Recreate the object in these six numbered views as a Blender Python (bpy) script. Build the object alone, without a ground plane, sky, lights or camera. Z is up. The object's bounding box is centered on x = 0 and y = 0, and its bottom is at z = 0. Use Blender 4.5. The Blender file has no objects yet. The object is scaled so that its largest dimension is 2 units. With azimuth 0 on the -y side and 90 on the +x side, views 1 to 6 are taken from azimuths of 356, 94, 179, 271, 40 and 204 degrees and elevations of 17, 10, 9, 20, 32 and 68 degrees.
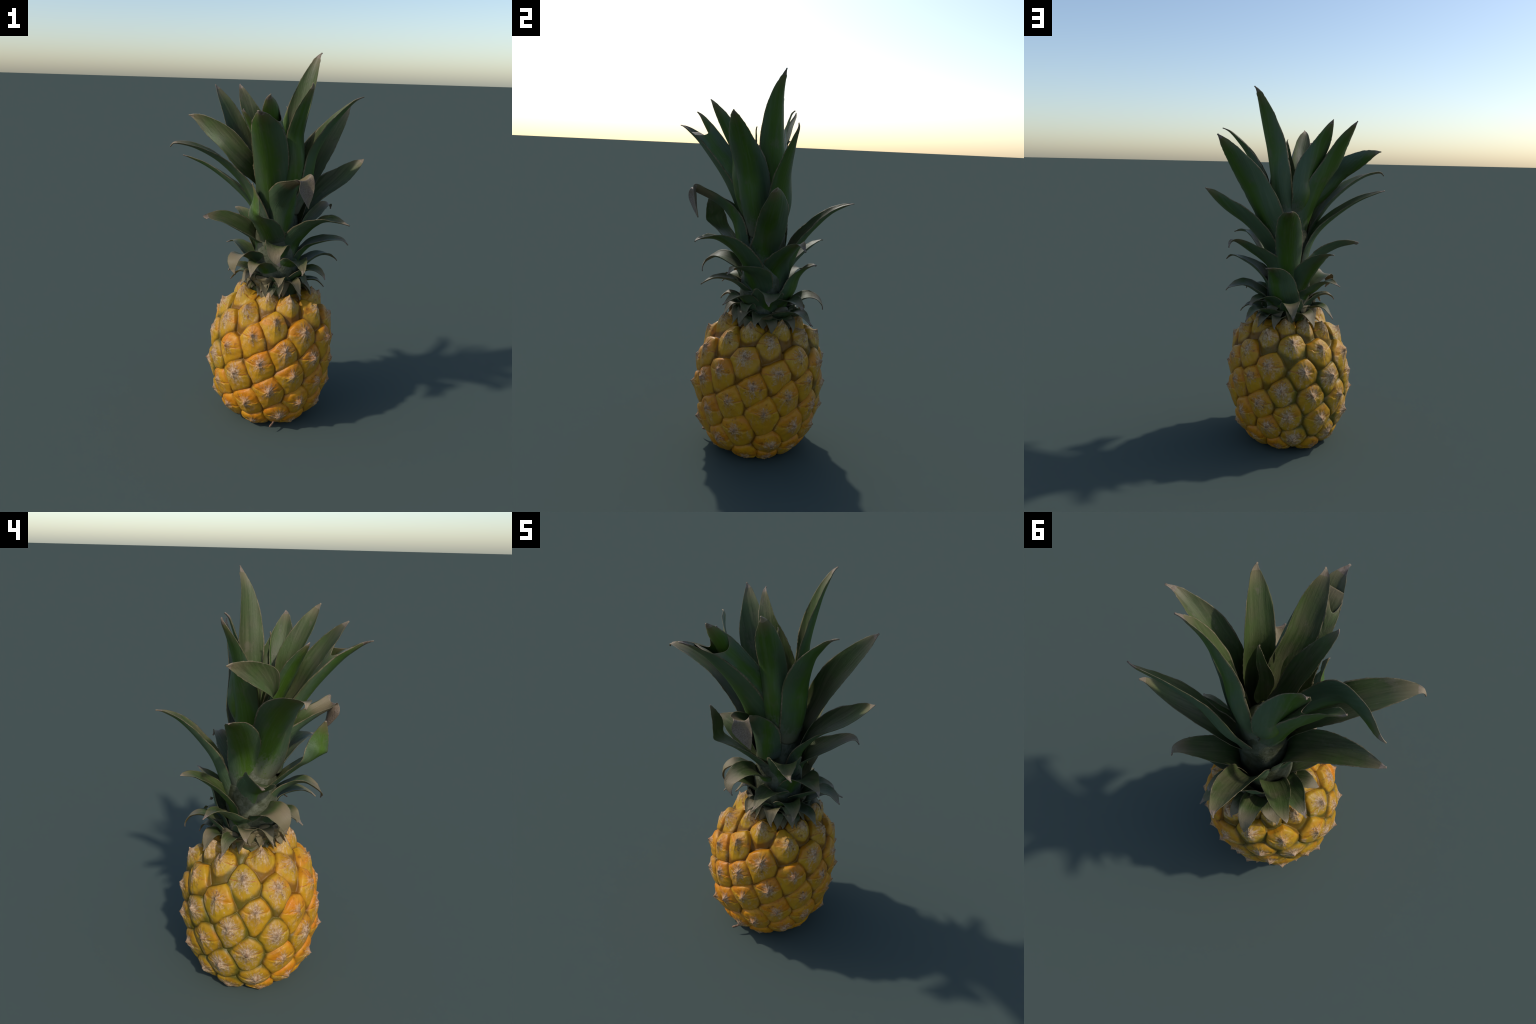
"""A whole pineapple: a squat barrel of spiral fruitlets under a tall leafy crown."""
import bpy, math, random
import numpy as np
from mathutils import Matrix, Vector, noise

random.seed(7)
rng = np.random.default_rng(7)

# ------------------------------------------------------------------ helpers
def link(obj, parent=None):
    bpy.context.scene.collection.objects.link(obj)
    if parent is not None:
        obj.parent = parent
    return obj


def smooth(a, b, x):
    t = np.clip((x - a) / (b - a), 0.0, 1.0)
    return t * t * (3 - 2 * t)


def fnoise(pts, scale, seed=0.0):
    """Perlin noise at an (n,3) array of points."""
    off = Vector((seed * 7.13, seed * 3.71, seed * 5.37))
    return np.array([noise.noise(Vector(p) * scale + off) for p in pts])


def catmull(knots, m):
    k = np.asarray(knots, float)
    n = len(k)
    e = np.vstack([2 * k[0] - k[1], k, 2 * k[-1] - k[-2]])
    t = np.linspace(0, n - 1 - 1e-9, m * 4)
    i = t.astype(int)
    f = (t - i)[:, None]
    a, b, c, d = e[i], e[i + 1], e[i + 2], e[i + 3]
    p = .5 * (2 * b + (c - a) * f + (2 * a - 5 * b + 4 * c - d) * f ** 2 + (3 * b - a - 3 * c + d) * f ** 3)
    s = np.concatenate([[0], np.cumsum(np.linalg.norm(np.diff(p, axis=0), axis=1))])
    q = np.linspace(0, s[-1], m)
    return np.stack([np.interp(q, s, p[:, j]) for j in range(3)], 1), s[-1]


# ------------------------------------------------------------------ node tools
class Nodes:
    """Small wrapper that makes node graphs readable."""

    def __init__(self, name):
        self.mat = bpy.data.materials.new(name)
        self.mat.use_nodes = True
        self.nt = self.mat.node_tree
        self.bsdf = self.nt.nodes["Principled BSDF"]
        self.out = self.nt.nodes["Material Output"]

    def n(self, kind, **kw):
        node = self.nt.nodes.new(kind)
        for k, v in kw.items():
            setattr(node, k, v)
        return node

    def put(self, sock, val):
        if isinstance(val, bpy.types.NodeSocket):
            self.nt.links.new(val, sock)
        elif val is not None:
            sock.default_value = val

    def math(self, op, a, b=None, c=None, clamp=False):
        m = self.n("ShaderNodeMath", operation=op, use_clamp=clamp)
        for s, v in zip(m.inputs, (a, b, c)):
            self.put(s, v)
        return m.outputs[0]

    def ramp01(self, x, lo, hi):
        m = self.n("ShaderNodeMapRange", interpolation_type="SMOOTHSTEP")
        self.put(m.inputs[0], x)
        m.inputs[1].default_value = lo
        m.inputs[2].default_value = hi
        return m.outputs[0]

    def noise(self, vec, scale, detail=3.0, rough=.55, dist=0.0):
        t = self.n("ShaderNodeTexNoise")
        self.put(t.inputs["Vector"], vec)
        t.inputs["Scale"].default_value = scale
        t.inputs["Detail"].default_value = detail
        t.inputs["Roughness"].default_value = rough
        t.inputs["Distortion"].default_value = dist
        return t.outputs[0]

    def mapping(self, vec, scale=(1, 1, 1), loc=None):
        m = self.n("ShaderNodeMapping")
        self.put(m.inputs["Vector"], vec)
        m.inputs["Scale"].default_value = scale
        if loc is not None:
            self.put(m.inputs["Location"], loc)
        return m.outputs[0]

    def mix(self, fac, a, b):
        m = self.n("ShaderNodeMix", data_type="RGBA")
        self.put(m.inputs[0], fac)
        for s, v in ((m.inputs[6], a), (m.inputs[7], b)):
            if isinstance(v, tuple) and len(v) == 3:
                v = v + (1.0,)
            self.put(s, v)
        return m.outputs[2]

    def bump(self, h, strength, dist):
        b = self.n("ShaderNodeBump")
        b.inputs["Strength"].default_value = strength
        b.inputs["Distance"].default_value = dist
        self.put(b.inputs["Height"], h)
        self.put(self.bsdf.inputs["Normal"], b.outputs[0])

    def coords(self):
        tc = self.n("ShaderNodeTexCoord").outputs["Object"]
        sp = self.n("ShaderNodeSeparateXYZ")
        self.put(sp.inputs[0], tc)
        return tc, sp.outputs[0], sp.outputs[1], sp.outputs[2]

    def rand(self):
        return self.n("ShaderNodeObjectInfo").outputs["Random"]


# ------------------------------------------------------------------ materials
def fruitlet_material():
    k = Nodes("fruitlet_rind")
    tc, x, y, z = k.coords()            # x across, y up, z outward; origin near the nub
    rnd = k.rand()
    shift = k.n("ShaderNodeCombineXYZ")
    for s in shift.inputs:
        k.put(s, k.math("MULTIPLY", rnd, 9.0))
    v = k.n("ShaderNodeVectorMath", operation="ADD")
    k.put(v.inputs[0], tc)
    k.put(v.inputs[1], shift.outputs[0])
    vec = v.outputs[0]
    wpos = k.n("ShaderNodeNewGeometry").outputs["Position"]
    ws = k.n("ShaderNodeSeparateXYZ")
    k.put(ws.inputs[0], wpos)
    # polar coordinates about the nub give the radiating scar streaks
    rho = k.math("SQRT", k.math("ADD", k.math("MULTIPLY", x, x), k.math("MULTIPLY", y, y)))
    inv = k.math("DIVIDE", 1.0, k.math("MAXIMUM", rho, .004))
    pol = k.n("ShaderNodeCombineXYZ")
    k.put(pol.inputs[0], k.math("MULTIPLY", k.math("MULTIPLY", x, inv), 5.0))
    k.put(pol.inputs[1], k.math("MULTIPLY", k.math("MULTIPLY", y, inv), 5.0))
    k.put(pol.inputs[2], k.math("ADD", k.math("MULTIPLY", rho, 45.0), k.math("MULTIPLY", rnd, 40.0)))
    streak = k.noise(pol.outputs[0], .75, 5.0, .7, 1.2)
    blot = k.noise(vec, 14.0, 3.0)
    fine = k.noise(vec, 90.0, 4.0, .65)
    # ripeness: golden, with a greener flank
    flank = k.math("ADD", k.math("MULTIPLY", ws.outputs[0], -1.15), k.math("MULTIPLY", ws.outputs[1], .75))
    flank = k.math("ADD", flank, k.math("MULTIPLY", k.math("SUBTRACT", rnd, .5), .35))
    green = k.ramp01(k.math("ADD", flank, k.math("MULTIPLY", k.math("SUBTRACT", blot, .5), .5)), -.12, .5)
    top = k.ramp01(k.math("ADD", ws.outputs[2], k.math("MULTIPLY", blot, .2)), .6, .85)
    gold = k.mix(k.ramp01(blot, .3, .7), (.50, .160, .005), (.54, .240, .007))
    gold = k.mix(k.math("MULTIPLY", rnd, .35), gold, (.46, .135, .004))
    gold = k.mix(k.math("MULTIPLY", green, .7), gold, (.26, .175, .008))
    gold = k.mix(k.math("MULTIPLY", top, .5), gold, (.34, .235, .02))
    blush = k.ramp01(k.noise(vec, 24.0, 4.0, .7), .52, .68)
    gold = k.mix(k.math("MULTIPLY", blush, .38), gold, (.30, .10, .008))
    # the bract below the fold is yellower
    yc = k.math("SUBTRACT", k.math("MULTIPLY", k.math("MULTIPLY", x, x), 2.2), .010)
    below = k.math("SUBTRACT", yc, y)
    bract = k.ramp01(k.math("ADD", below, k.math("MULTIPLY", k.math("SUBTRACT", blot, .5), .012)), -.002, .012)
    gold = k.mix(k.math("MULTIPLY", bract, .45), gold, (.40, .25, .014))
    # pale papery scar around the nub, longer downwards
    d = k.math("ADD", rho, k.math("MULTIPLY", k.math("MINIMUM", k.math("ADD", y, .01), 0.0), .45))
    d = k.math("ADD", d, k.math("MULTIPLY", k.math("SUBTRACT", streak, .5), -.12))
    d = k.math("ADD", d, k.math("MULTIPLY", k.math("SUBTRACT", rnd, .5), -.012))
    d = k.math("SUBTRACT", d, k.math("MULTIPLY", green, .010))
    d = k.math("ADD", d, k.math("MULTIPLY", k.math("SUBTRACT", k.noise(vec, 32.0, 3.0), .5), .045))
    pale = k.math("SUBTRACT", 1.0, k.ramp01(d, .002, .040))
    papery = k.mix(k.ramp01(fine, .35, .65), (.33, .20, .11), (.56, .41, .295))
    papery = k.mix(k.ramp01(k.noise(vec, 55.0, 4.0, .7), .52, .66), papery, (.21, .105, .05))
    col = k.mix(k.math("MULTIPLY", pale, .78), gold, papery)
    tan_ = k.math("MULTIPLY", bract, k.ramp01(k.noise(k.mapping(vec, (40, 14, 20)), 1.0, 5.0, .7), .5, .66))
    tan_ = k.math("MULTIPLY", tan_, k.math("ADD", k.math("MULTIPLY", green, .35), .3))
    col = k.mix(tan_, col, papery)
    # brown flecks and a thin reddish line on the fold
    fl = k.math("MULTIPLY", k.ramp01(k.noise(vec, 48.0, 3.0), .58, .66), k.ramp01(streak, .40, .6))
    near = k.math("SUBTRACT", 1.0, k.ramp01(rho, .04, .075))
    col = k.mix(k.math("MULTIPLY", k.math("MULTIPLY", fl, near), .75), col, (.13, .04, .012))
    line = k.math("SUBTRACT", 1.0, k.ramp01(k.math("ABSOLUTE", k.math("ADD", below, k.math("MULTIPLY", k.math("SUBTRACT", fine, .5), .006))), .0005, .0038))
    line = k.math("MULTIPLY", line, k.math("MULTIPLY", k.ramp01(rho, .018, .04), k.ramp01(blot, .42, .6)))
    col = k.mix(k.math("MULTIPLY", line, .7), col, (.30, .07, .025))
    # brown point of the nub
    pt = k.math("SUBTRACT", 1.0, k.ramp01(k.math("ADD", rho, k.math("MULTIPLY", fine, .012)), .007, .017))
    col = k.mix(k.math("MULTIPLY", pt, .6), col, (.22, .12, .07))
    # darker tone in the seams, set by depth: olive on the green flank, russet elsewhere
    zz = k.math("SUBTRACT", k.math("ADD", z, k.math("MULTIPLY", k.math("SUBTRACT", fine, .5), .006)), k.math("MULTIPLY", green, .011))
    zz = k.math("ADD", zz, k.math("MULTIPLY", k.ramp01(ws.outputs[2], .54, .72), .032))
    seam = k.math("SUBTRACT", 1.0, k.ramp01(zz, -.048, -.032))
    seamcol = k.mix(green, (.15, .055, .006), (.055, .06, .009))
    col = k.mix(k.math("MULTIPLY", seam, .85), col, seamcol)
    k.put(k.bsdf.inputs["Base Color"], col)
    k.put(k.bsdf.inputs["Roughness"], k.math("ADD", k.math("MULTIPLY", pale, .25), .42))
    k.bsdf.inputs["Specular IOR Level"].default_value = .25
    h = k.math("ADD", k.math("MULTIPLY", streak, k.math("SUBTRACT", 1.0, k.ramp01(rho, .01, .07))), k.math("MULTIPLY", fine, .25))
    k.bump(h, .7, .006)
    return k.mat


def leaf_material(name, side):
    """side: outer (lower face), inner (upper face), margin, tip."""
    k = Nodes(name)
    tc, x, y, z = k.coords()            # z runs base to tip 0..1, x across
    rnd = k.rand()
    sh = k.n("ShaderNodeCombineXYZ")
    for s in sh.inputs:
        k.put(s, k.math("MULTIPLY", rnd, 13.0))
    streak = k.noise(k.mapping(tc, (60, 10, 2.2), sh.outputs[0]), 1.0, 4.0, .6)
    patch = k.noise(k.mapping(tc, (5, 4, 4), sh.outputs[0]), 1.0, 3.0, .6)
    grain = k.noise(k.mapping(tc, (70, 70, 40), sh.outputs[0]), 1.0, 4.0, .75)
    if side == "outer":
        mid = k.math("SUBTRACT", 1.0, k.ramp01(k.math("ADD", k.math("ABSOLUTE", x), k.math("MULTIPLY", k.math("SUBTRACT", patch, .5), .16)), .015, .10))
        col = k.mix(mid, (.058, .094, .044), (.050, .102, .009))
        col = k.mix(k.math("MULTIPLY", k.ramp01(patch, .5, .75), .35), col, (.075, .088, .02))
        col = k.mix(k.math("MULTIPLY", k.ramp01(streak, .45, .7), .25), col, (.11, .145, .08))
        # grey scurf near the base, stippled
        lo = k.math("SUBTRACT", 1.0, k.ramp01(k.math("ADD", z, k.math("MULTIPLY", k.math("SUBTRACT", patch, .5), .35)), .08, .34))
        sc = k.ramp01(k.math("ADD", grain, k.math("MULTIPLY", lo, .28)), .6, .74)
        col = k.mix(k.math("MULTIPLY", k.math("MULTIPLY", sc, lo), .6), col, (.135, .14, .115))
        # brown blush at the very base
        col = k.mix(k.math("MULTIPLY", k.math("SUBTRACT", 1.0, k.ramp01(z, .0, .2)), .5), col, (.12, .095, .05))
        hi = k.ramp01(k.math("ADD", z, k.math("MULTIPLY", patch, .1)), .88, 1.06)
        col = k.mix(k.math("MULTIPLY", hi, .8), col, (.16, .115, .06))
        rough = .5
    elif side == "inner":
        col = k.mix(k.ramp01(streak, .3, .7), (.038, .053, .014), (.076, .088, .034))
        col = k.mix(k.math("MULTIPLY", k.ramp01(patch, .42, .66), .6), col, (.050, .085, .018))
        col = k.mix(k.math("MULTIPLY", k.ramp01(k.math("SUBTRACT", 1.0, patch), .5, .7), .4), col, (.085, .068, .04))
        col = k.mix(k.math("MULTIPLY", k.ramp01(grain, .6, .75), .25), col, (.15, .145, .095))
        hi = k.ramp01(k.math("ADD", z, k.math("MULTIPLY", patch, .12)), .90, 1.08)
        col = k.mix(k.math("MULTIPLY", hi, .7), col, (.2, .145, .085))
        rough = .52
    elif side == "margin":
        col = k.mix(k.ramp01(grain, .4, .65), (.10, .085, .04), (.20, .165, .10))
        col = k.mix(k.ramp01(patch, .45, .65), col, (.07, .075, .03))
        rough = .6
    else:
        col = k.mix(k.ramp01(grain, .35, .65), (.12, .085, .06), (.22, .17, .13))
        col = k.mix(k.ramp01(patch, .4, .7), col, (.22, .17, .10))
        rough = .62
    if side in ("outer", "inner"):      # dry grey-brown patches
        dry = k.ramp01(k.noise(k.mapping(tc, (9, 6, 5), sh.outputs[0]), 1.7, 5.0, .7), .56, .70)
        col = k.mix(k.math("MULTIPLY", dry, .30 if side == "outer" else .5), col, (.125, .105, .07))
    k.put(k.bsdf.inputs["Base Color"], col)
    k.bsdf.inputs["Roughness"].default_value = rough
    k.bsdf.inputs["Specular IOR Level"].default_value = .3
    k.bump(k.math("ADD", k.math("MULTIPLY", streak, .6), k.math("MULTIPLY", grain, .4)), .35, .01)
    return k.mat


def plain_material(name, a, b, scale, rough=.65):
    k = Nodes(name)
    tc, x, y, z = k.coords()
    k.put(k.bsdf.inputs["Base Color"], k.mix(k.ramp01(k.noise(tc, scale, 5.0, .65), .35, .68), a, b))
    k.bsdf.inputs["Roughness"].default_value = rough
    k.bump(k.noise(tc, scale * 3, 3.0), .5, .006)
    return k.mat


MAT_RIND = fruitlet_material()
MAT_LEAF = [leaf_material("leaf_outer_face", "outer"), leaf_material("leaf_inner_face", "inner"),
            leaf_material("leaf_margin", "margin"), leaf_material("leaf_dry_tip", "tip")]
MAT_STEM = plain_material("crown_stem_fibre", (.045, .05, .02), (.10, .105, .065), 30.0)
MAT_CORE = plain_material("fruit_seam_flesh", (.10, .06, .012), (.17, .12, .02), 18.0)
MAT_DRY = plain_material("dried_bract_skin", (.16, .07, .035), (.30, .17, .10), 40.0)

# ------------------------------------------------------------------ top object
pineapple = bpy.data.objects.new("pineapple", None)
pineapple["label"] = "ripe golden pineapple with tall spiky green leafy crown"
pineapple["category"] = "pineapple"
link(pineapple)

# ------------------------------------------------------------------ fruit shape
def fruit_axis(z):
    z = np.asarray(z, float)
    lean = np.where(z < .36, .2 * (z - .36), z - .36)          # leans only above the belly
    return .025 + .045 * lean, .011 + .038 * lean


# envelope through the nub tips: radius, height
ENVELOPE = [(.0, -.022), (.10, -.022), (.208, -.008), (.262, .030), (.301, .085), (.322, .13), (.339, .19),
            (.350, .25), (.358, .33), (.360, .41), (.353, .50), (.340, .56), (.322, .61), (.297, .655),
            (.264, .705), (.218, .747), (.155, .778), (.085, .79), (.0, .792)]
DOME, NUB = .034, .017

env, _ = catmull([(r, 0, z) for r, z in ENVELOPE], 400)
env = env[:, [0, 2]]
tan = np.gradient(env, axis=0)
tan /= np.linalg.norm(tan, axis=1)[:, None]
nor = np.stack([tan[:, 1], -tan[:, 0]], 1)
base = env - nor * (DOME + NUB)
base[:, 0] = np.maximum(base[:, 0], 0)
seg = np.concatenate([[0], np.cumsum(np.linalg.norm(np.diff(base, axis=0), axis=1))])
NV, NU = 440, 880
sv = np.linspace(0, seg[-1], NV)
br, bz = np.interp(sv, seg, base[:, 0]), np.interp(sv, seg, base[:, 1])
bn = np.stack([np.interp(sv, seg, nor[:, 0]), np.interp(sv, seg, nor[:, 1])], 1)
bt = np.stack([-bn[:, 1], bn[:, 0]], 1)

# eight climbing spirals of fruitlets: azimuth (degrees, 0 = front) and nub height
SPIRALS = [
    [(-112, .045), (-75, .035), (-51, .118), (-26.4, .188), (-4.6, .28), (15.9, .369), (37, .444), (57.5, .521), (79, .608), (103.2, .684), (125, .755)],
    [(-83, .135), (-60.7, .255), (-37.3, .353), (-14.2, .429), (7.6, .504), (27.2, .589), (52.7, .682), (76, .745)],
    [(-136, .115), (-113.6, .218), (-90.1, .308), (-67.8, .404), (-47.5, .492), (-23.3, .576), (-3.2, .647), (16.8, .744)],
    [(-177, .11), (-151, .232), (-128.3, .341), (-104.1, .44), (-82.7, .524), (-62, .619), (-39.4, .693), (-16, .77)],
    [(108, .02), (136, .075), (157.6, .177), (177.7, .256), (-160.4, .372), (-139.6, .47), (-114.6, .563), (-92.6, .658), (-69.8, .757)],
    [(82, .03), (109, .128), (128, .235), (150, .318), (171.9, .403), (-167.1, .51), (-145.7, .62), (-123.7, .723), (-101, .79)],
    [(28, .03), (56, .133), (75.3, .216), (99.7, .325), (120.4, .407), (141.1, .464), (160.4, .536), (-176, .656), (-152, .75)],
    [(-22, .04), (6.9, .106), (25.9, .193), (46, .29), (68.8, .372), (89.1, .457), (109.9, .534), (133.3, .599), (152.2, .696), (176, .765)],
    [(-150, .025), (165, .03), (48, .80), (100, .80)],
]
eyes = []
for sp in SPIRALS:
    for az, z in sp:
        j = int(np.argmin(np.abs(env[:, 1] - z) + (env[:, 0] < .05) * 9))
        eyes.append((math.radians(az), seg[j], env[j, 0], z, j))
EA = np.array([e[0] for e in eyes])
ES = np.array([e[1] for e in eyes])
ER = np.array([e[2] for e in eyes])
EZ = np.array([e[3] for e in eyes])
EP = np.stack([ER * np.sin(EA), -ER * np.cos(EA), EZ], 1)
dist = np.linalg.norm(EP[:, None] - EP[None], axis=2)
dist[np.arange(len(eyes)), np.arange(len(eyes))] = 9
near = np.sort(dist, axis=1)[:, :4].mean(1)
SIZE = np.clip(near / .165, .62, 1.08)

az = np.arange(NU) / NU * 2 * math.pi - math.pi
A, J = np.meshgrid(az, np.arange(NV))
A, J = A.ravel(), J.ravel()
pts = np.stack([np.sin(A) * .3, np.cos(A) * .3, bz[J]], 1)
wob = fnoise(pts, 16.0, 1) * .007
wob2 = fnoise(pts, 16.0, 5) * .007
rough = fnoise(pts, 60.0, 8)
best = np.full(len(A), 9.0)         # normalised distance to the nearest nub
second = np.full(len(A), 9.0)
third = np.full(len(A), 9.0)
owner = np.zeros(len(A), int)
H = np.zeros(len(A))
H2 = np.zeros(len(A))               # height the runner-up would have given
nubw = np.zeros(len(A))
for i in range(len(eyes)):
    da = (A - EA[i] + math.pi) % (2 * math.pi) - math.pi
    rr = np.sqrt(np.maximum(br[J], .01) * max(br[min(NV - 1, int(ES[i] / seg[-1] * (NV - 1)))], .01)) + .05
    u, v = da * rr, sv[J] - ES[i]
    idx = np.where((np.abs(u) < .22) & (np.abs(v) < .25))[0]
    u = (u[idx] + wob[idx]) / SIZE[i]
    v = (v[idx] + wob2[idx]) / SIZE[i]
    up = smooth(-.022, .022, v)                    # 0 below the nub, 1 above it
    p = 1.55 + .75 * up                            # pointed below, round above
    au = .104 - .014 * up
    av = np.where(v > 0, .074, .142)
    rho = ((np.abs(u) / au) ** p + (np.abs(v) / av) ** p) ** (1 / p)
    rc = np.minimum(rho, 1.4)
    # swollen lobe above, bract sloping away below
    h = DOME * (1 - up * .16 * rc ** 4 - (1 - up) * .24 * rc ** 1.8)
    h += .003 * up * smooth(.2, .5, rc) * smooth(1.0, .6, rc)
    yc = 2.6 * u * u - .010 + rough[idx] * .009
    h += .0036 * smooth(-.001, .006, yc - v) * smooth(.95, .5, rho)
    h -= .0013 * np.exp(-((yc - v + .002) / .003) ** 2) * smooth(.15, .35, rho) * smooth(-.2, .3, np.sin(i * 3.7 + np.sign(u)))
    h += .0030 * np.exp(-np.abs(u) / .009) * smooth(.01, -.02, v) * smooth(-.10, -.04, v)
    rn = np.sqrt(u * u + (v * np.where(v > 0, 1.0, .75)) ** 2)
    nb = np.exp(-(rn / .0170) ** 1.0)
    foot = .35 + .65 * float(smooth(.02, .16, EZ[i]))
    h += (NUB + .009 + .006 * math.sin(i * 12.9)) * nb * foot       # tips stand proud of the envelope
    ang = np.arctan2(v, u)
    h += .0036 * np.sin(ang * 7 + i) * np.sin(ang * 4.3 + i * 2.1) * np.exp(-(rn / .032)) * smooth(.0, .012, rn)
    h -= .030 * smooth(.60, .75, EZ[i]) * smooth(.1, .7, rho)      # steeper shoulders near the crown
    h *= SIZE[i] ** .6
    win = rho < best[idx]
    loser = np.where(win, best[idx], rho)
    H2[idx] = np.where(win, H[idx], np.where(rho < second[idx], h, H2[idx]))
    third[idx] = np.minimum(third[idx], np.maximum(second[idx], loser))
    second[idx] = np.minimum(second[idx], loser)
    best[idx] = np.where(win, rho, best[idx])
    owner[idx] = np.where(win, i, owner[idx])
    H[idx] = np.where(win, h, H[idx])
    nubw[idx] = np.where(win, nb, nubw[idx])
# narrow seams where two fruitlets meet, with softly rolled edges
gap = second - best
gap3 = third - best
blend = .5 * np.exp(-(gap / .07) ** 1.3)
H = H * (1 - blend) + H2 * blend
H = H - .0075 * np.exp(-(gap / .08)) - .003 * np.exp(-(gap / .25)) - .004 * np.exp(-(gap3 / .2))
lump = fnoise(np.stack([np.sin(A) * .3, np.cos(A) * .3, bz[J]], 1), 7.0, 2) * .004
fine = fnoise(np.stack([np.sin(A) * .3, np.cos(A) * .3, bz[J]], 1), 45.0, 3) * .0017
H = H + lump + fine
topness = smooth(.45, .75, bz[J])
lift = nubw * (.007 + .020 * topness)
R = br[J] + bn[J, 0] * H + bt[J, 0] * lift
Z = bz[J] + bn[J, 1] * H + bt[J, 1] * lift
R = np.maximum(R, 0)
ZMIN = 0.0
Z = np.where(Z < .012, .012 * np.exp((np.minimum(Z, .012) - .012) / .03), Z)
AX, AY = fruit_axis(Z)
V = np.stack([AX + R * np.sin(A), AY - R * np.cos(A), Z], 1)
V[:, 2] -= V[:, 2].min()

# quads of the fruit skin
jj, ii = np.meshgrid(np.arange(NV - 1), np.arange(NU), indexing="ij")
i2 = (ii + 1) % NU
F = np.stack([jj * NU + ii, jj * NU + i2, (jj + 1) * NU + i2, (jj + 1) * NU + ii], -1).reshape(-1, 4)
fn = np.cross(V[F[:, 2]] - V[F[:, 0]], V[F[:, 3]] - V[F[:, 1]])
VN = np.zeros_like(V)
for c in range(4):
    np.add.at(VN, F[:, c], fn)
VN /= np.maximum(np.linalg.norm(VN, axis=1), 1e-12)[:, None]
VN[:NU] = (0, 0, -1)
VN[-NU:] = (0, 0, 1)
face_owner = owner[F[:, 0]]

# inner body that closes the seams from behind
fruit_mesh = bpy.data.meshes.new("fruit")
nb_, na_ = 40, 64
fv, ff = [], []
for b in range(nb_):
    s = b / (nb_ - 1) * seg[-1]
    r = float(np.interp(s, seg, base[:, 0])) * .93
    z = .39 + (float(np.interp(s, seg, base[:, 1])) - .39) * .93
    ax_, ay_ = fruit_axis(z)
    for a in range(na_):
        t = a / na_ * 2 * math.pi
        fv.append((ax_ + r * math.sin(t), ay_ - r * math.cos(t), max(z, .01)))
for b in range(nb_ - 1):
    for a in range(na_):
        ff.append((b * na_ + a, b * na_ + (a + 1) % na_, (b + 1) * na_ + (a + 1) % na_, (b + 1) * na_ + a))
fruit_mesh.from_pydata(fv, [], ff)
fruit_mesh.materials.append(MAT_CORE)
fruit_mesh.shade_smooth()
fruit = link(bpy.data.objects.new("fruit", fruit_mesh), pineapple)

for i in range(len(eyes)):
    fi = np.where(face_owner == i)[0]
    if len(fi) < 12:
        if len(fi) == 0:
            continue
    ids, inv = np.unique(F[fi], return_inverse=True)
    inv = inv.reshape(-1, 4)
    # local frame: x across, y up the skin, z outward, origin on the nub envelope
    j = eyes[i][4]
    a = EA[i]
    rad = Vector((math.sin(a), -math.cos(a), 0))
    zax = (rad * nor[j, 0] + Vector((0, 0, nor[j, 1]))).normalized()
    xax = Vector((math.cos(a), math.sin(a), 0))
    yax = zax.cross(xax)
    cx, cy = fruit_axis(EZ[i])
    org = Vector((cx, cy, 0)) + rad * env[j, 0] + Vector((0, 0, env[j, 1]))
    M = Matrix((xax, yax, zax)).transposed().to_4x4()
    M.translation = org
    rot = np.array(Matrix((xax, yax, zax)))
    loc = (V[ids] - np.array(org)) @ rot.T
    nrm = VN[ids] @ rot.T
    me = bpy.data.meshes.new("fruitlet")
    tris = [tuple(dict.fromkeys(int(t) for t in f)) for f in inv]
    me.from_pydata(loc.tolist(), [], [t for t in tris if len(t) > 2])
    me.materials.append(MAT_RIND)
    me.shade_smooth()
    me.normals_split_custom_set_from_vertices(nrm.tolist())
    ob = link(bpy.data.objects.new("fruitlet", me), fruit)
    ob.matrix_world = M

# dried bract hanging from the underside
def strip_mesh(name, knots, widths, thick, side, mats):
    sp, ln = catmull(knots, 14)
    vs, fs = [], []
    side = Vector(side).normalized()
    for n_, p_ in enumerate(sp):
        w = np.interp(n_ / 13, np.linspace(0, 1, len(widths)), widths)
        t = Vector(sp[min(n_ + 1, 13)] - sp[max(n_ - 1, 0)]).normalized()
        up = t.cross(side).normalized()
        c = Vector(p_)
        vs += [c - side * w, c + up * thick, c + side * w, c - up * thick]
    for n_ in range(13):
        for q_ in range(4):
            fs.append((n_ * 4 + q_, n_ * 4 + (q_ + 1) % 4, n_ * 4 + 4 + (q_ + 1) % 4, n_ * 4 + 4 + q_))
    fs += [(3, 2, 1, 0), (52, 53, 54, 55)]
    me = bpy.data.meshes.new(name)
    me.from_pydata([tuple(v) for v in vs], [], fs)
    for m in mats:
        me.materials.append(m)
    me.shade_smooth()
    return me


link(bpy.data.objects.new("dried_bract", strip_mesh(
    "dried_bract", [(.06, -.21, .045), (.04, -.254, .05), (.028, -.275, .045), (.015, -.294, .041)],
    [.02, .017, .013, .009], .007, (.8, .5, .3), [MAT_DRY])), fruit)

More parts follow.
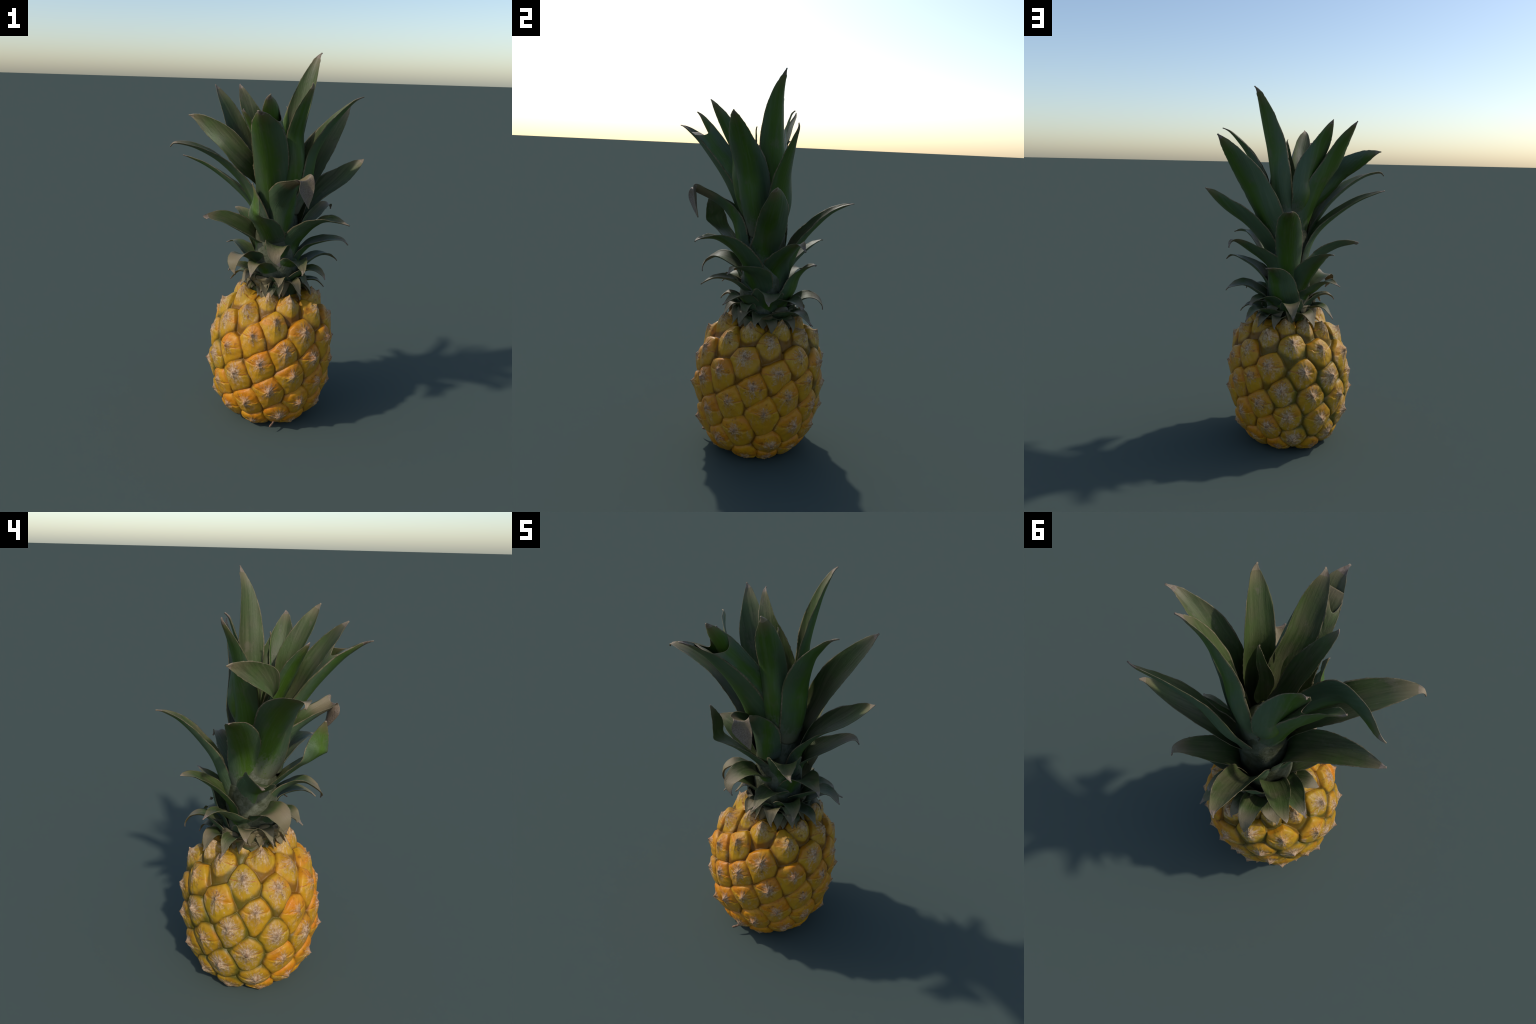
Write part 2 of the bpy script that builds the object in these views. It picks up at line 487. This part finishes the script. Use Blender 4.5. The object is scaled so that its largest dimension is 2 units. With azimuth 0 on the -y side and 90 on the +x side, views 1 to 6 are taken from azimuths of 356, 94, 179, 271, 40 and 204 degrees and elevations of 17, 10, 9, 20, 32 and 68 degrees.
# ------------------------------------------------------------------ crown stem
CX, CY = .042, .015
crown_mesh = bpy.data.meshes.new("crown")
prof, _ = catmull([(.125, 0, .70), (.118, 0, .76), (.118, 0, .82), (.120, 0, .92), (.114, 0, 1.05), (.102, 0, 1.17),
                   (.083, 0, 1.27), (.055, 0, 1.34), (.025, 0, 1.38), (.0, 0, 1.385)], 60)
cv, cf = [], []
for b in range(60):
    for a in range(40):
        t = a / 40 * 2 * math.pi
        r = prof[b, 0] * (1 + .06 * noise.noise(Vector((math.sin(t) * 2, math.cos(t) * 2, prof[b, 2] * 14))))
        cv.append((CX + r * math.sin(t), CY - r * math.cos(t), prof[b, 2]))
for b in range(59):
    for a in range(40):
        cf.append((b * 40 + a, b * 40 + (a + 1) % 40, (b + 1) * 40 + (a + 1) % 40, (b + 1) * 40 + a))
crown_mesh.from_pydata(cv, [], cf)
crown_mesh.materials.append(MAT_STEM)
crown_mesh.shade_smooth()
crown = link(bpy.data.objects.new("crown", crown_mesh), pineapple)

# ------------------------------------------------------------------ leaves
leaf_count = 0


def leaf(knots, width, full=2.0, root=.85, peak=.35, cup=.62, roll=0.0, twist=0.0, hug=True, ripple=.5,
         blunt=.0, root_drop=.13, tipdry=.06, thick=.011, face=None, rails=None, notch=0.0, name="leaf"):
    """One sword leaf along a spine of 3D knots (base to tip).
    width  widest chord;  full  fullness of the taper;  cup  half angle of the channel (radians)
    roll/twist  turn of the blade about its spine, constant and growing towards the tip (degrees)"""
    global leaf_count
    leaf_count += 1
    sid = leaf_count
    hug = hug and rails is None
    k = [np.array(q, float) for q in (knots if rails is None else rails[0])]
    mid = k[min(2, len(k) - 1)] if face is None else np.array(face, float)
    rad = np.array([mid[0] - CX, mid[1] - CY, 0.0])
    rad /= max(np.linalg.norm(rad), 1e-6)
    if hug:       # sheath end tucked against the stem
        k.insert(0, np.array([CX, CY, k[0][2] - root_drop]) + rad * max(.02, min(.068, .068 - .11 * (k[0][2] - 1.1))))
    m = 84
    sp, length = catmull(k, m)
    bend = np.clip((np.linspace(0, 1, m) - .93) / .07, 0, 1) ** 2
    hookdir = np.array([math.sin(sid * 2.4), math.cos(sid * 2.4), -.6]) * .012 * min(1, length / .5)
    sp = sp + bend[:, None] * hookdir[None]
    T = np.gradient(sp, axis=0)
    T /= np.linalg.norm(T, axis=1)[:, None]
    n0 = -rad - T[0] * np.dot(-rad, T[0])
    n0 /= np.linalg.norm(n0)
    N = [n0]
    for a in range(1, m):                      # rotation-minimising frame
        n_ = N[-1] - T[a] * np.dot(N[-1], T[a])
        N.append(n_ / np.linalg.norm(n_))
    N = np.array(N)
    W = np.cross(T, N)
    tt = np.linspace(0, 1, m)
    ang = np.radians(roll + twist * tt)[:, None]
    N2 = N * np.cos(ang) + W * np.sin(ang)
    W2 = W * np.cos(ang) - N * np.sin(ang)
    prof = np.where(tt < peak, root + (1 - root) * smooth(0, peak, tt), 1 - np.clip((tt - peak) / (1 - peak), 0, 1) ** full)
    prof = np.maximum(prof, .05 + blunt)
    half = width * .53 * prof
    if rails is not None:                      # bent leaf lofted between its two margins
        ra, rb = catmull(rails[0], m)[0], catmull(rails[1], m)[0]
        sp = (ra + rb) / 2
        W2 = rb - ra
        half = np.linalg.norm(W2, axis=1) / 2
        W2 = W2 / np.maximum(half[:, None] * 2, 1e-6)
        T = np.gradient(sp, axis=0)
        N2 = np.cross(W2, T)
        N2 /= np.linalg.norm(N2, axis=1)[:, None]
    nx = 15
    sx = np.concatenate([[-1, -.95], np.linspace(-.84, .84, nx - 4), [.95, 1]])
    top, bot = [], []
    for a in range(m):
        th = cup * (1.25 - .65 * tt[a]) + .001
        if hug:
            th = max(th, 1.05 * (1 - tt[a] / .2)) if tt[a] < .2 else th
        ph = sx * th
        cx_ = np.sin(ph) / math.sin(th)
        sag = (np.cos(ph) - math.cos(th)) / math.sin(th)      # 0 at edges, deepest in the middle
        hw = half[a]
        r1 = noise.noise(Vector((sid * 3.1, tt[a] * 9, 0))) * .05 * ripple
        r2 = noise.noise(Vector((sid * 3.1, tt[a] * 9, 7))) * .05 * ripple
        tooth = .0042 * max(0.0, noise.noise(Vector((sid * 5.3, a * .9, 1.5)))) * (1 if .1 < tt[a] < .95 else 0) * min(1, width / .1)
        off = cx_ * hw
        off[0] -= tooth + r1 * hw * 2
        off[-1] += tooth + r2 * hw * 2
        hgt = -sag * hw
        edge = np.abs(sx) ** 3
        for b in range(nx):
            hgt[b] += edge[b] * .006 * ripple * noise.noise(Vector((sid * 1.7 + sx[b], tt[a] * 12, 3.0)))
            hgt[b] += .003 * ripple * noise.noise(Vector((sid * 2.3 + sx[b] * 1.5, tt[a] * 6, 9.0)))
        if notch:                              # concave free end
            tb = tt[a] * (1 - notch * (1 - sx ** 2)) * (m - 1)
            ca = np.stack([np.interp(tb, np.arange(m), ra[:, j]) for j in range(3)], 1)
            cb = np.stack([np.interp(tb, np.arange(m), rb[:, j]) for j in range(3)], 1)
            c = ca * (1 - sx[:, None]) / 2 + cb * (1 + sx[:, None]) / 2 + N2[a][None] * hgt[:, None]
        else:
            c = sp[a][None] + W2[a][None] * off[:, None] + N2[a][None] * hgt[:, None]
        tk = thick * (1 - .75 * np.abs(sx) ** 2) * (1 - .5 * tt[a]) * .5
        top.append(c + N2[a][None] * tk[:, None])
        bot.append(c - N2[a][None] * tk[:, None])
    P = np.concatenate([np.array(top).reshape(-1, 3), np.array(bot).reshape(-1, 3)])
    fs, mi = [], []
    o = m * nx
    for a in range(m - 1):
        tip = tt[a] > 1 - tipdry
        for b in range(nx - 1):
            q = a * nx + b
            rim = b in (0, nx - 2)
            fs.append((q, q + 1, q + nx + 1, q + nx))
            mi.append(3 if tip else (2 if rim and tt[a] > .12 else 1))
            fs.append((o + q, o + q + nx, o + q + nx + 1, o + q + 1))
            mi.append(3 if tip else (2 if rim and tt[a] > .12 else 0))
        for b, fl in ((0, 0), (nx - 1, 1)):
            q = a * nx + b
            f_ = (q, q + nx, o + q + nx, o + q)
            fs.append(f_ if not fl else f_[::-1])
            mi.append(3 if tip else 2)
    for a in (0, m - 1):
        for b in range(nx - 1):
            q = a * nx + b
            f_ = (q, o + q, o + q + 1, q + 1)
            fs.append(f_ if a == 0 else f_[::-1])
            mi.append(3 if a else 0)
    # local frame: origin at the base, z along the chord, unit length
    zax = Vector(sp[-1] - sp[0])
    chord = zax.length
    zax.normalize()
    wa = Vector(W2[m // 3])
    yax = zax.cross(wa).normalized()
    xax = yax.cross(zax)
    rot = np.array(Matrix((xax, yax, zax)))
    loc = (P - sp[0]) @ rot.T / chord
    me = bpy.data.meshes.new(name)
    me.from_pydata(loc.tolist(), [], fs)
    for mt in MAT_LEAF:
        me.materials.append(mt)
    me.polygons.foreach_set("material_index", mi)
    me.shade_smooth()
    me.update()
    ob = link(bpy.data.objects.new(name, me), crown)
    M = Matrix((xax, yax, zax)).transposed().to_4x4() @ Matrix.Scale(chord, 4)
    M.translation = Vector(sp[0])
    ob.matrix_world = M
    mid_ = (np.array(top) + np.array(bot)) / 2
    return mid_[:, 0], mid_[:, -1]


# --- upper swords
upper = []
upper.append(leaf([(.067, .038, 1.332), (.087, .048, 1.506), (.12, .033, 1.677), (.177, .05, 1.853), (.222, .085, 1.962), (.239, .106, 1.998)], .143, full=2.3, peak=.46, roll=20, twist=15, cup=1.3))
upper.append(leaf([(.088, -.076, 1.337), (.102, -.107, 1.458), (.096, -.124, 1.598), (.118, -.189, 1.721), (.165, -.273, 1.849)], .116, full=3.2, peak=.46, roll=13, twist=20, cup=1.3))
upper.append(leaf([(.132, -.027, 1.325), (.171, -.053, 1.509), (.255, -.099, 1.647), (.344, -.116, 1.734), (.422, -.128, 1.79)], .153, full=2.2, peak=.38, roll=38, twist=-25, cup=1.3))
upper.append(leaf([(.122, .058, 1.202), (.163, .089, 1.331), (.238, .094, 1.474), (.335, .13, 1.612), (.437, .182, 1.742)], .174, full=2.2, peak=.40, roll=29, twist=21, cup=.78))
upper.append(leaf([(.124, .022, 1.102), (.18, .049, 1.203), (.267, .062, 1.29), (.388, .074, 1.367), (.513, .085, 1.458)], .160, full=2.84, peak=.44, roll=3, twist=32, cup=.92))
upper.append(leaf([(.024, -.072, 1.38), (.014, -.142, 1.482), (-.025, -.208, 1.59), (-.041, -.29, 1.697), (-.061, -.374, 1.797)], .115, full=3.4, peak=.51, roll=60, twist=-21, cup=1.25))
upper.append(leaf([(-.002, -.069, 1.265), (-.015, -.135, 1.412), (-.033, -.229, 1.545), (-.065, -.342, 1.656), (-.099, -.47, 1.728)], .166, full=2.57, peak=.54, roll=14, twist=-17, cup=1.14))
upper.append(leaf([(-.016, .097, 1.404), (-.021, .096, 1.498), (-.053, .082, 1.586), (-.119, .077, 1.696), (-.179, .122, 1.831)], .110, full=2.58, peak=.45, roll=-30, twist=-14, cup=.75))
upper.append(leaf([(-.012, .038, 1.249), (-.083, .045, 1.444), (-.177, .054, 1.592), (-.235, .092, 1.714), (-.308, .146, 1.826)], .145, full=2.4, peak=.42, roll=-27, twist=-16, cup=.85))
upper.append(leaf([(.06, -.02, 1.41), (.04, -.045, 1.518), (.055, -.045, 1.62), (.066, -.052, 1.729)], .055, full=1.8, root_drop=.03, cup=.9))
upper.append(leaf([(-.011, -.054, 1.397), (-.042, -.103, 1.496), (-.1, -.147, 1.611), (-.173, -.214, 1.721)], .106, full=2.39, peak=.38, roll=4, twist=-14, cup=.71, root_drop=.04))
upper.append(leaf([(-.042, -.021, 1.345), (-.146, -.079, 1.45), (-.235, -.078, 1.552), (-.334, -.004, 1.614), (-.435, .115, 1.668)], .108, full=2.47, peak=.54, roll=-75, twist=-66, cup=.80))
upper.append(leaf([(-.04, -.06, 1.18), (-.134, -.076, 1.347), (-.256, -.1, 1.466), (-.388, -.153, 1.534), (-.49, -.193, 1.549), (-.513, -.198, 1.534)], .165, full=2.59, peak=.51, roll=-2, twist=-2, cup=.75))
upper.append(leaf([(-.034, .055, 1.105), (-.088, .05, 1.223), (-.197, .053, 1.325), (-.332, .073, 1.408), (-.482, .1, 1.459)], .142, full=2.2, peak=.38, roll=5, twist=10, cup=.8))
upper.append(leaf([(.046, .113, 1.015), (.047, .168, 1.149), (.053, .252, 1.248), (.058, .353, 1.326), (.056, .469, 1.365)], .138, full=2.69, peak=.42, roll=20, twist=-15, cup=1.08))
# --- bent leaves: one with the end flopped down, one with the end kinked up
leaf(None, .14, rails=([(.115, -.05, 1.10), (.125, -.085, 1.245), (.115, -.145, 1.317), (.110, -.20, 1.357), (.126, -.27, 1.398), (.162, -.342, 1.425), (.178, -.338, 1.357), (.158, -.321, 1.258)],
                       [(-.02, -.05, 1.09), (-.03, -.085, 1.235), (-.025, -.145, 1.305), (-.012, -.205, 1.345), (.015, -.28, 1.38), (.052, -.342, 1.396), (.101, -.370, 1.401), (.102, -.382, 1.349), (.155, -.325, 1.258)]),
     cup=1.3, tipdry=.30)
leaf(None, .14, rails=([(.085, -.06, 1.00), (.06, -.15, 1.10), (.005, -.24, 1.175), (-.072, -.312, 1.212), (-.080, -.322, 1.25), (-.088, -.318, 1.31), (-.119, -.304, 1.376)],
                       [(-.045, -.01, .99), (-.072, -.10, 1.08), (-.105, -.165, 1.15), (-.127, -.203, 1.190), (-.119, -.220, 1.245), (-.106, -.243, 1.30), (-.115, -.298, 1.376)]),
     cup=.55, tipdry=.02)
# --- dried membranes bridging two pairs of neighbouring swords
def cut(margin, lo, hi):
    n_ = len(margin) - 1
    return [tuple(margin[int(round(lo * n_ + (hi - lo) * n_ * q / 7))]) for q in range(8)]


for a_, b_, hi_a, hi_b, nt in ((upper[5][0], upper[6][0], .86, .84, .12), (upper[5][1], upper[6][1], .86, .84, .12),
                               (upper[6][0], upper[6][1], .88, .88, .0), (upper[7][0], upper[8][1], .80, .76, .2)):
    leaf(None, .1, rails=(cut(a_, .3, hi_a), cut(b_, .32, hi_b)), cup=.12, thick=.005, tipdry=.0, notch=nt, name="leaf_membrane")
leaf([(-.036, .02, 1.018), (-.091, -.016, 1.071), (-.168, -.026, 1.117), (-.255, -.022, 1.147), (-.357, -.032, 1.149)], .14, full=3.25, peak=.38, roll=-5, twist=-20, cup=.95, blunt=.15)
# --- middle whorls
leaf([(.083, .087, .966), (.131, .092, 1.059), (.24, .144, 1.136), (.337, .202, 1.185), (.379, .232, 1.152)], .151, full=2.38, cup=.94)
leaf([(.101, -.027, 1.014), (.153, -.08, 1.106), (.211, -.148, 1.167), (.276, -.22, 1.194), (.360, -.300, 1.177)], .153, full=2.47, roll=-6, twist=11, cup=1.08)
leaf([(.13, -.001, .916), (.199, -.008, 1.003), (.285, -.056, 1.043), (.36, -.105, 1.056), (.409, -.119, 1.033)], .148, full=2.07, peak=.32, roll=6, cup=.73)
leaf([(.126, .039, .823), (.212, .057, .898), (.284, .067, .929), (.344, .076, .919), (.398, .064, .885)], .151, full=2.46, peak=.37, roll=-9, cup=.73)
leaf([(-.009, .091, .924), (-.047, .136, 1.007), (-.086, .193, 1.067), (-.132, .266, 1.116), (-.192, .33, 1.133)], .123, full=2.49, peak=.37, roll=-26, twist=18, cup=.86)
leaf([(.075, -.05, .87), (.115, -.085, .925), (.13, -.146, .957), (.144, -.230, .957), (.156, -.297, .916)], .125, full=2.4, cup=.8)
leaf([(.031, -.083, .978), (.031, -.163, 1.039), (.015, -.239, 1.055), (.004, -.302, 1.014), (.029, -.325, .961)], .124, full=2.68, peak=.38, roll=-7, cup=.75)
leaf([(.019, .114, .759), (.028, .185, .828), (.029, .248, .862), (.027, .31, .846), (.02, .351, .786)], .124, full=2.25, peak=.37, roll=7, cup=.78)
leaf([(-.031, .064, .859), (-.089, .1, .91), (-.136, .138, .95), (-.178, .181, .965), (-.222, .217, .946)], .13, full=2.4, cup=.85)
leaf([(-.044, -.016, .9), (-.117, -.048, .955), (-.167, -.099, .971), (-.201, -.139, .933), (-.197, -.149, .867)], .125, full=2.55, peak=.53, roll=18, twist=-7, cup=.73)
leaf([(.116, -.024, .80), (.158, -.05, .856), (.205, -.08, .888), (.252, -.115, .885), (.293, -.157, .85)], .12, full=2.3, cup=.8)
leaf([(.12, .019, .76), (.195, .025, .79), (.268, .011, .791), (.315, -.003, .75)], .10, full=2.3, cup=.8)
leaf([(-.045, .041, .80), (-.115, .03, .855), (-.178, .035, .867), (-.227, .033, .832)], .115, full=2.3, cup=.8)
leaf([(.07, .11, .72), (.085, .175, .765), (.107, .245, .768), (.125, .281, .717)], .10, full=2.2, cup=.8)
leaf([(.001, .105, .735), (-.028, .170, .79), (-.068, .212, .784), (-.101, .233, .717)], .12, full=2.3, cup=.8)
leaf([(-.01, -.06, .86), (-.05, -.12, .925), (-.092, -.18, .935), (-.111, -.219, .878)], .12, full=2.3, cup=.8)
leaf([(.045, -.07, .78), (.045, -.115, .835), (.043, -.17, .855), (.043, -.216, .818)], .11, full=2.3, cup=.8)
leaf([(.061, .102, .834), (.072, .144, .898), (.088, .175, .97), (.115, .226, 1.023), (.157, .29, 1.052)], .165, full=2.3, blunt=.03, cup=.95)
leaf([(.09, .09, .80), (.15, .14, .865), (.205, .19, .872), (.256, .238, .838)], .12, full=3.0, cup=.8, blunt=.12)
leaf([(.09, .09, .74), (.16, .16, .80), (.225, .225, .815), (.270, .278, .764)], .12, full=2.2, cup=.8)
leaf([(.09, .08, .72), (.14, .13, .755), (.18, .175, .755), (.206, .196, .704)], .10, full=2.2, cup=.8)
leaf([(.10, -.03, .76), (.15, -.05, .80), (.20, -.07, .795), (.236, -.086, .734)], .10, full=2.2, cup=.8)
leaf([(.08, -.05, .77), (.11, -.10, .82), (.137, -.145, .82), (.158, -.174, .758)], .10, full=2.2, cup=.8)
leaf([(-.03, -.01, .80), (-.08, -.04, .845), (-.12, -.07, .845), (-.152, -.09, .79)], .10, full=2.2, cup=.8)
leaf([(-.03, .05, .77), (-.10, .09, .81), (-.16, .12, .805), (-.204, .137, .745)], .10, full=2.2, cup=.8)
# --- short scale leaves round the neck
for a_deg, zt, ln_ in [(75, .705, .21), (112, .69, .215), (140, .70, .215), (165, .70, .21), (188, .70, .20), (-140, .72, .18),
                       (-112, .71, .19), (-62, .735, .18), (-85, .75, .16), (-35, .75, .17), (-12, .71, .19), (40, .73, .20),
                       (15, .745, .18), (58, .74, .18), (-48, .735, .18), (-24, .74, .185), (2, .735, .18), (-75, .735, .18)] + [(q * 45 + 9, .715, .165) for q in range(8)]:
    t = math.radians(a_deg + random.uniform(-6, 6))
    zt += random.uniform(-.015, .02)
    ln_ += random.uniform(-.035, .01)
    d = np.array([math.sin(t), -math.cos(t), 0])
    c0 = np.array([CX, CY, 0])
    leaf([c0 + d * .10 + [0, 0, zt + .02], c0 + d * .14 + [0, 0, zt + .075], c0 + d * (ln_ - .02) + [0, 0, zt + .065], c0 + d * ln_ + [0, 0, zt]],
         (.07 + .035 * random.random()), full=2.1, cup=.6 + .4 * random.random(), roll=random.uniform(-25, 25), twist=random.uniform(-25, 25), root_drop=.05, tipdry=.05)
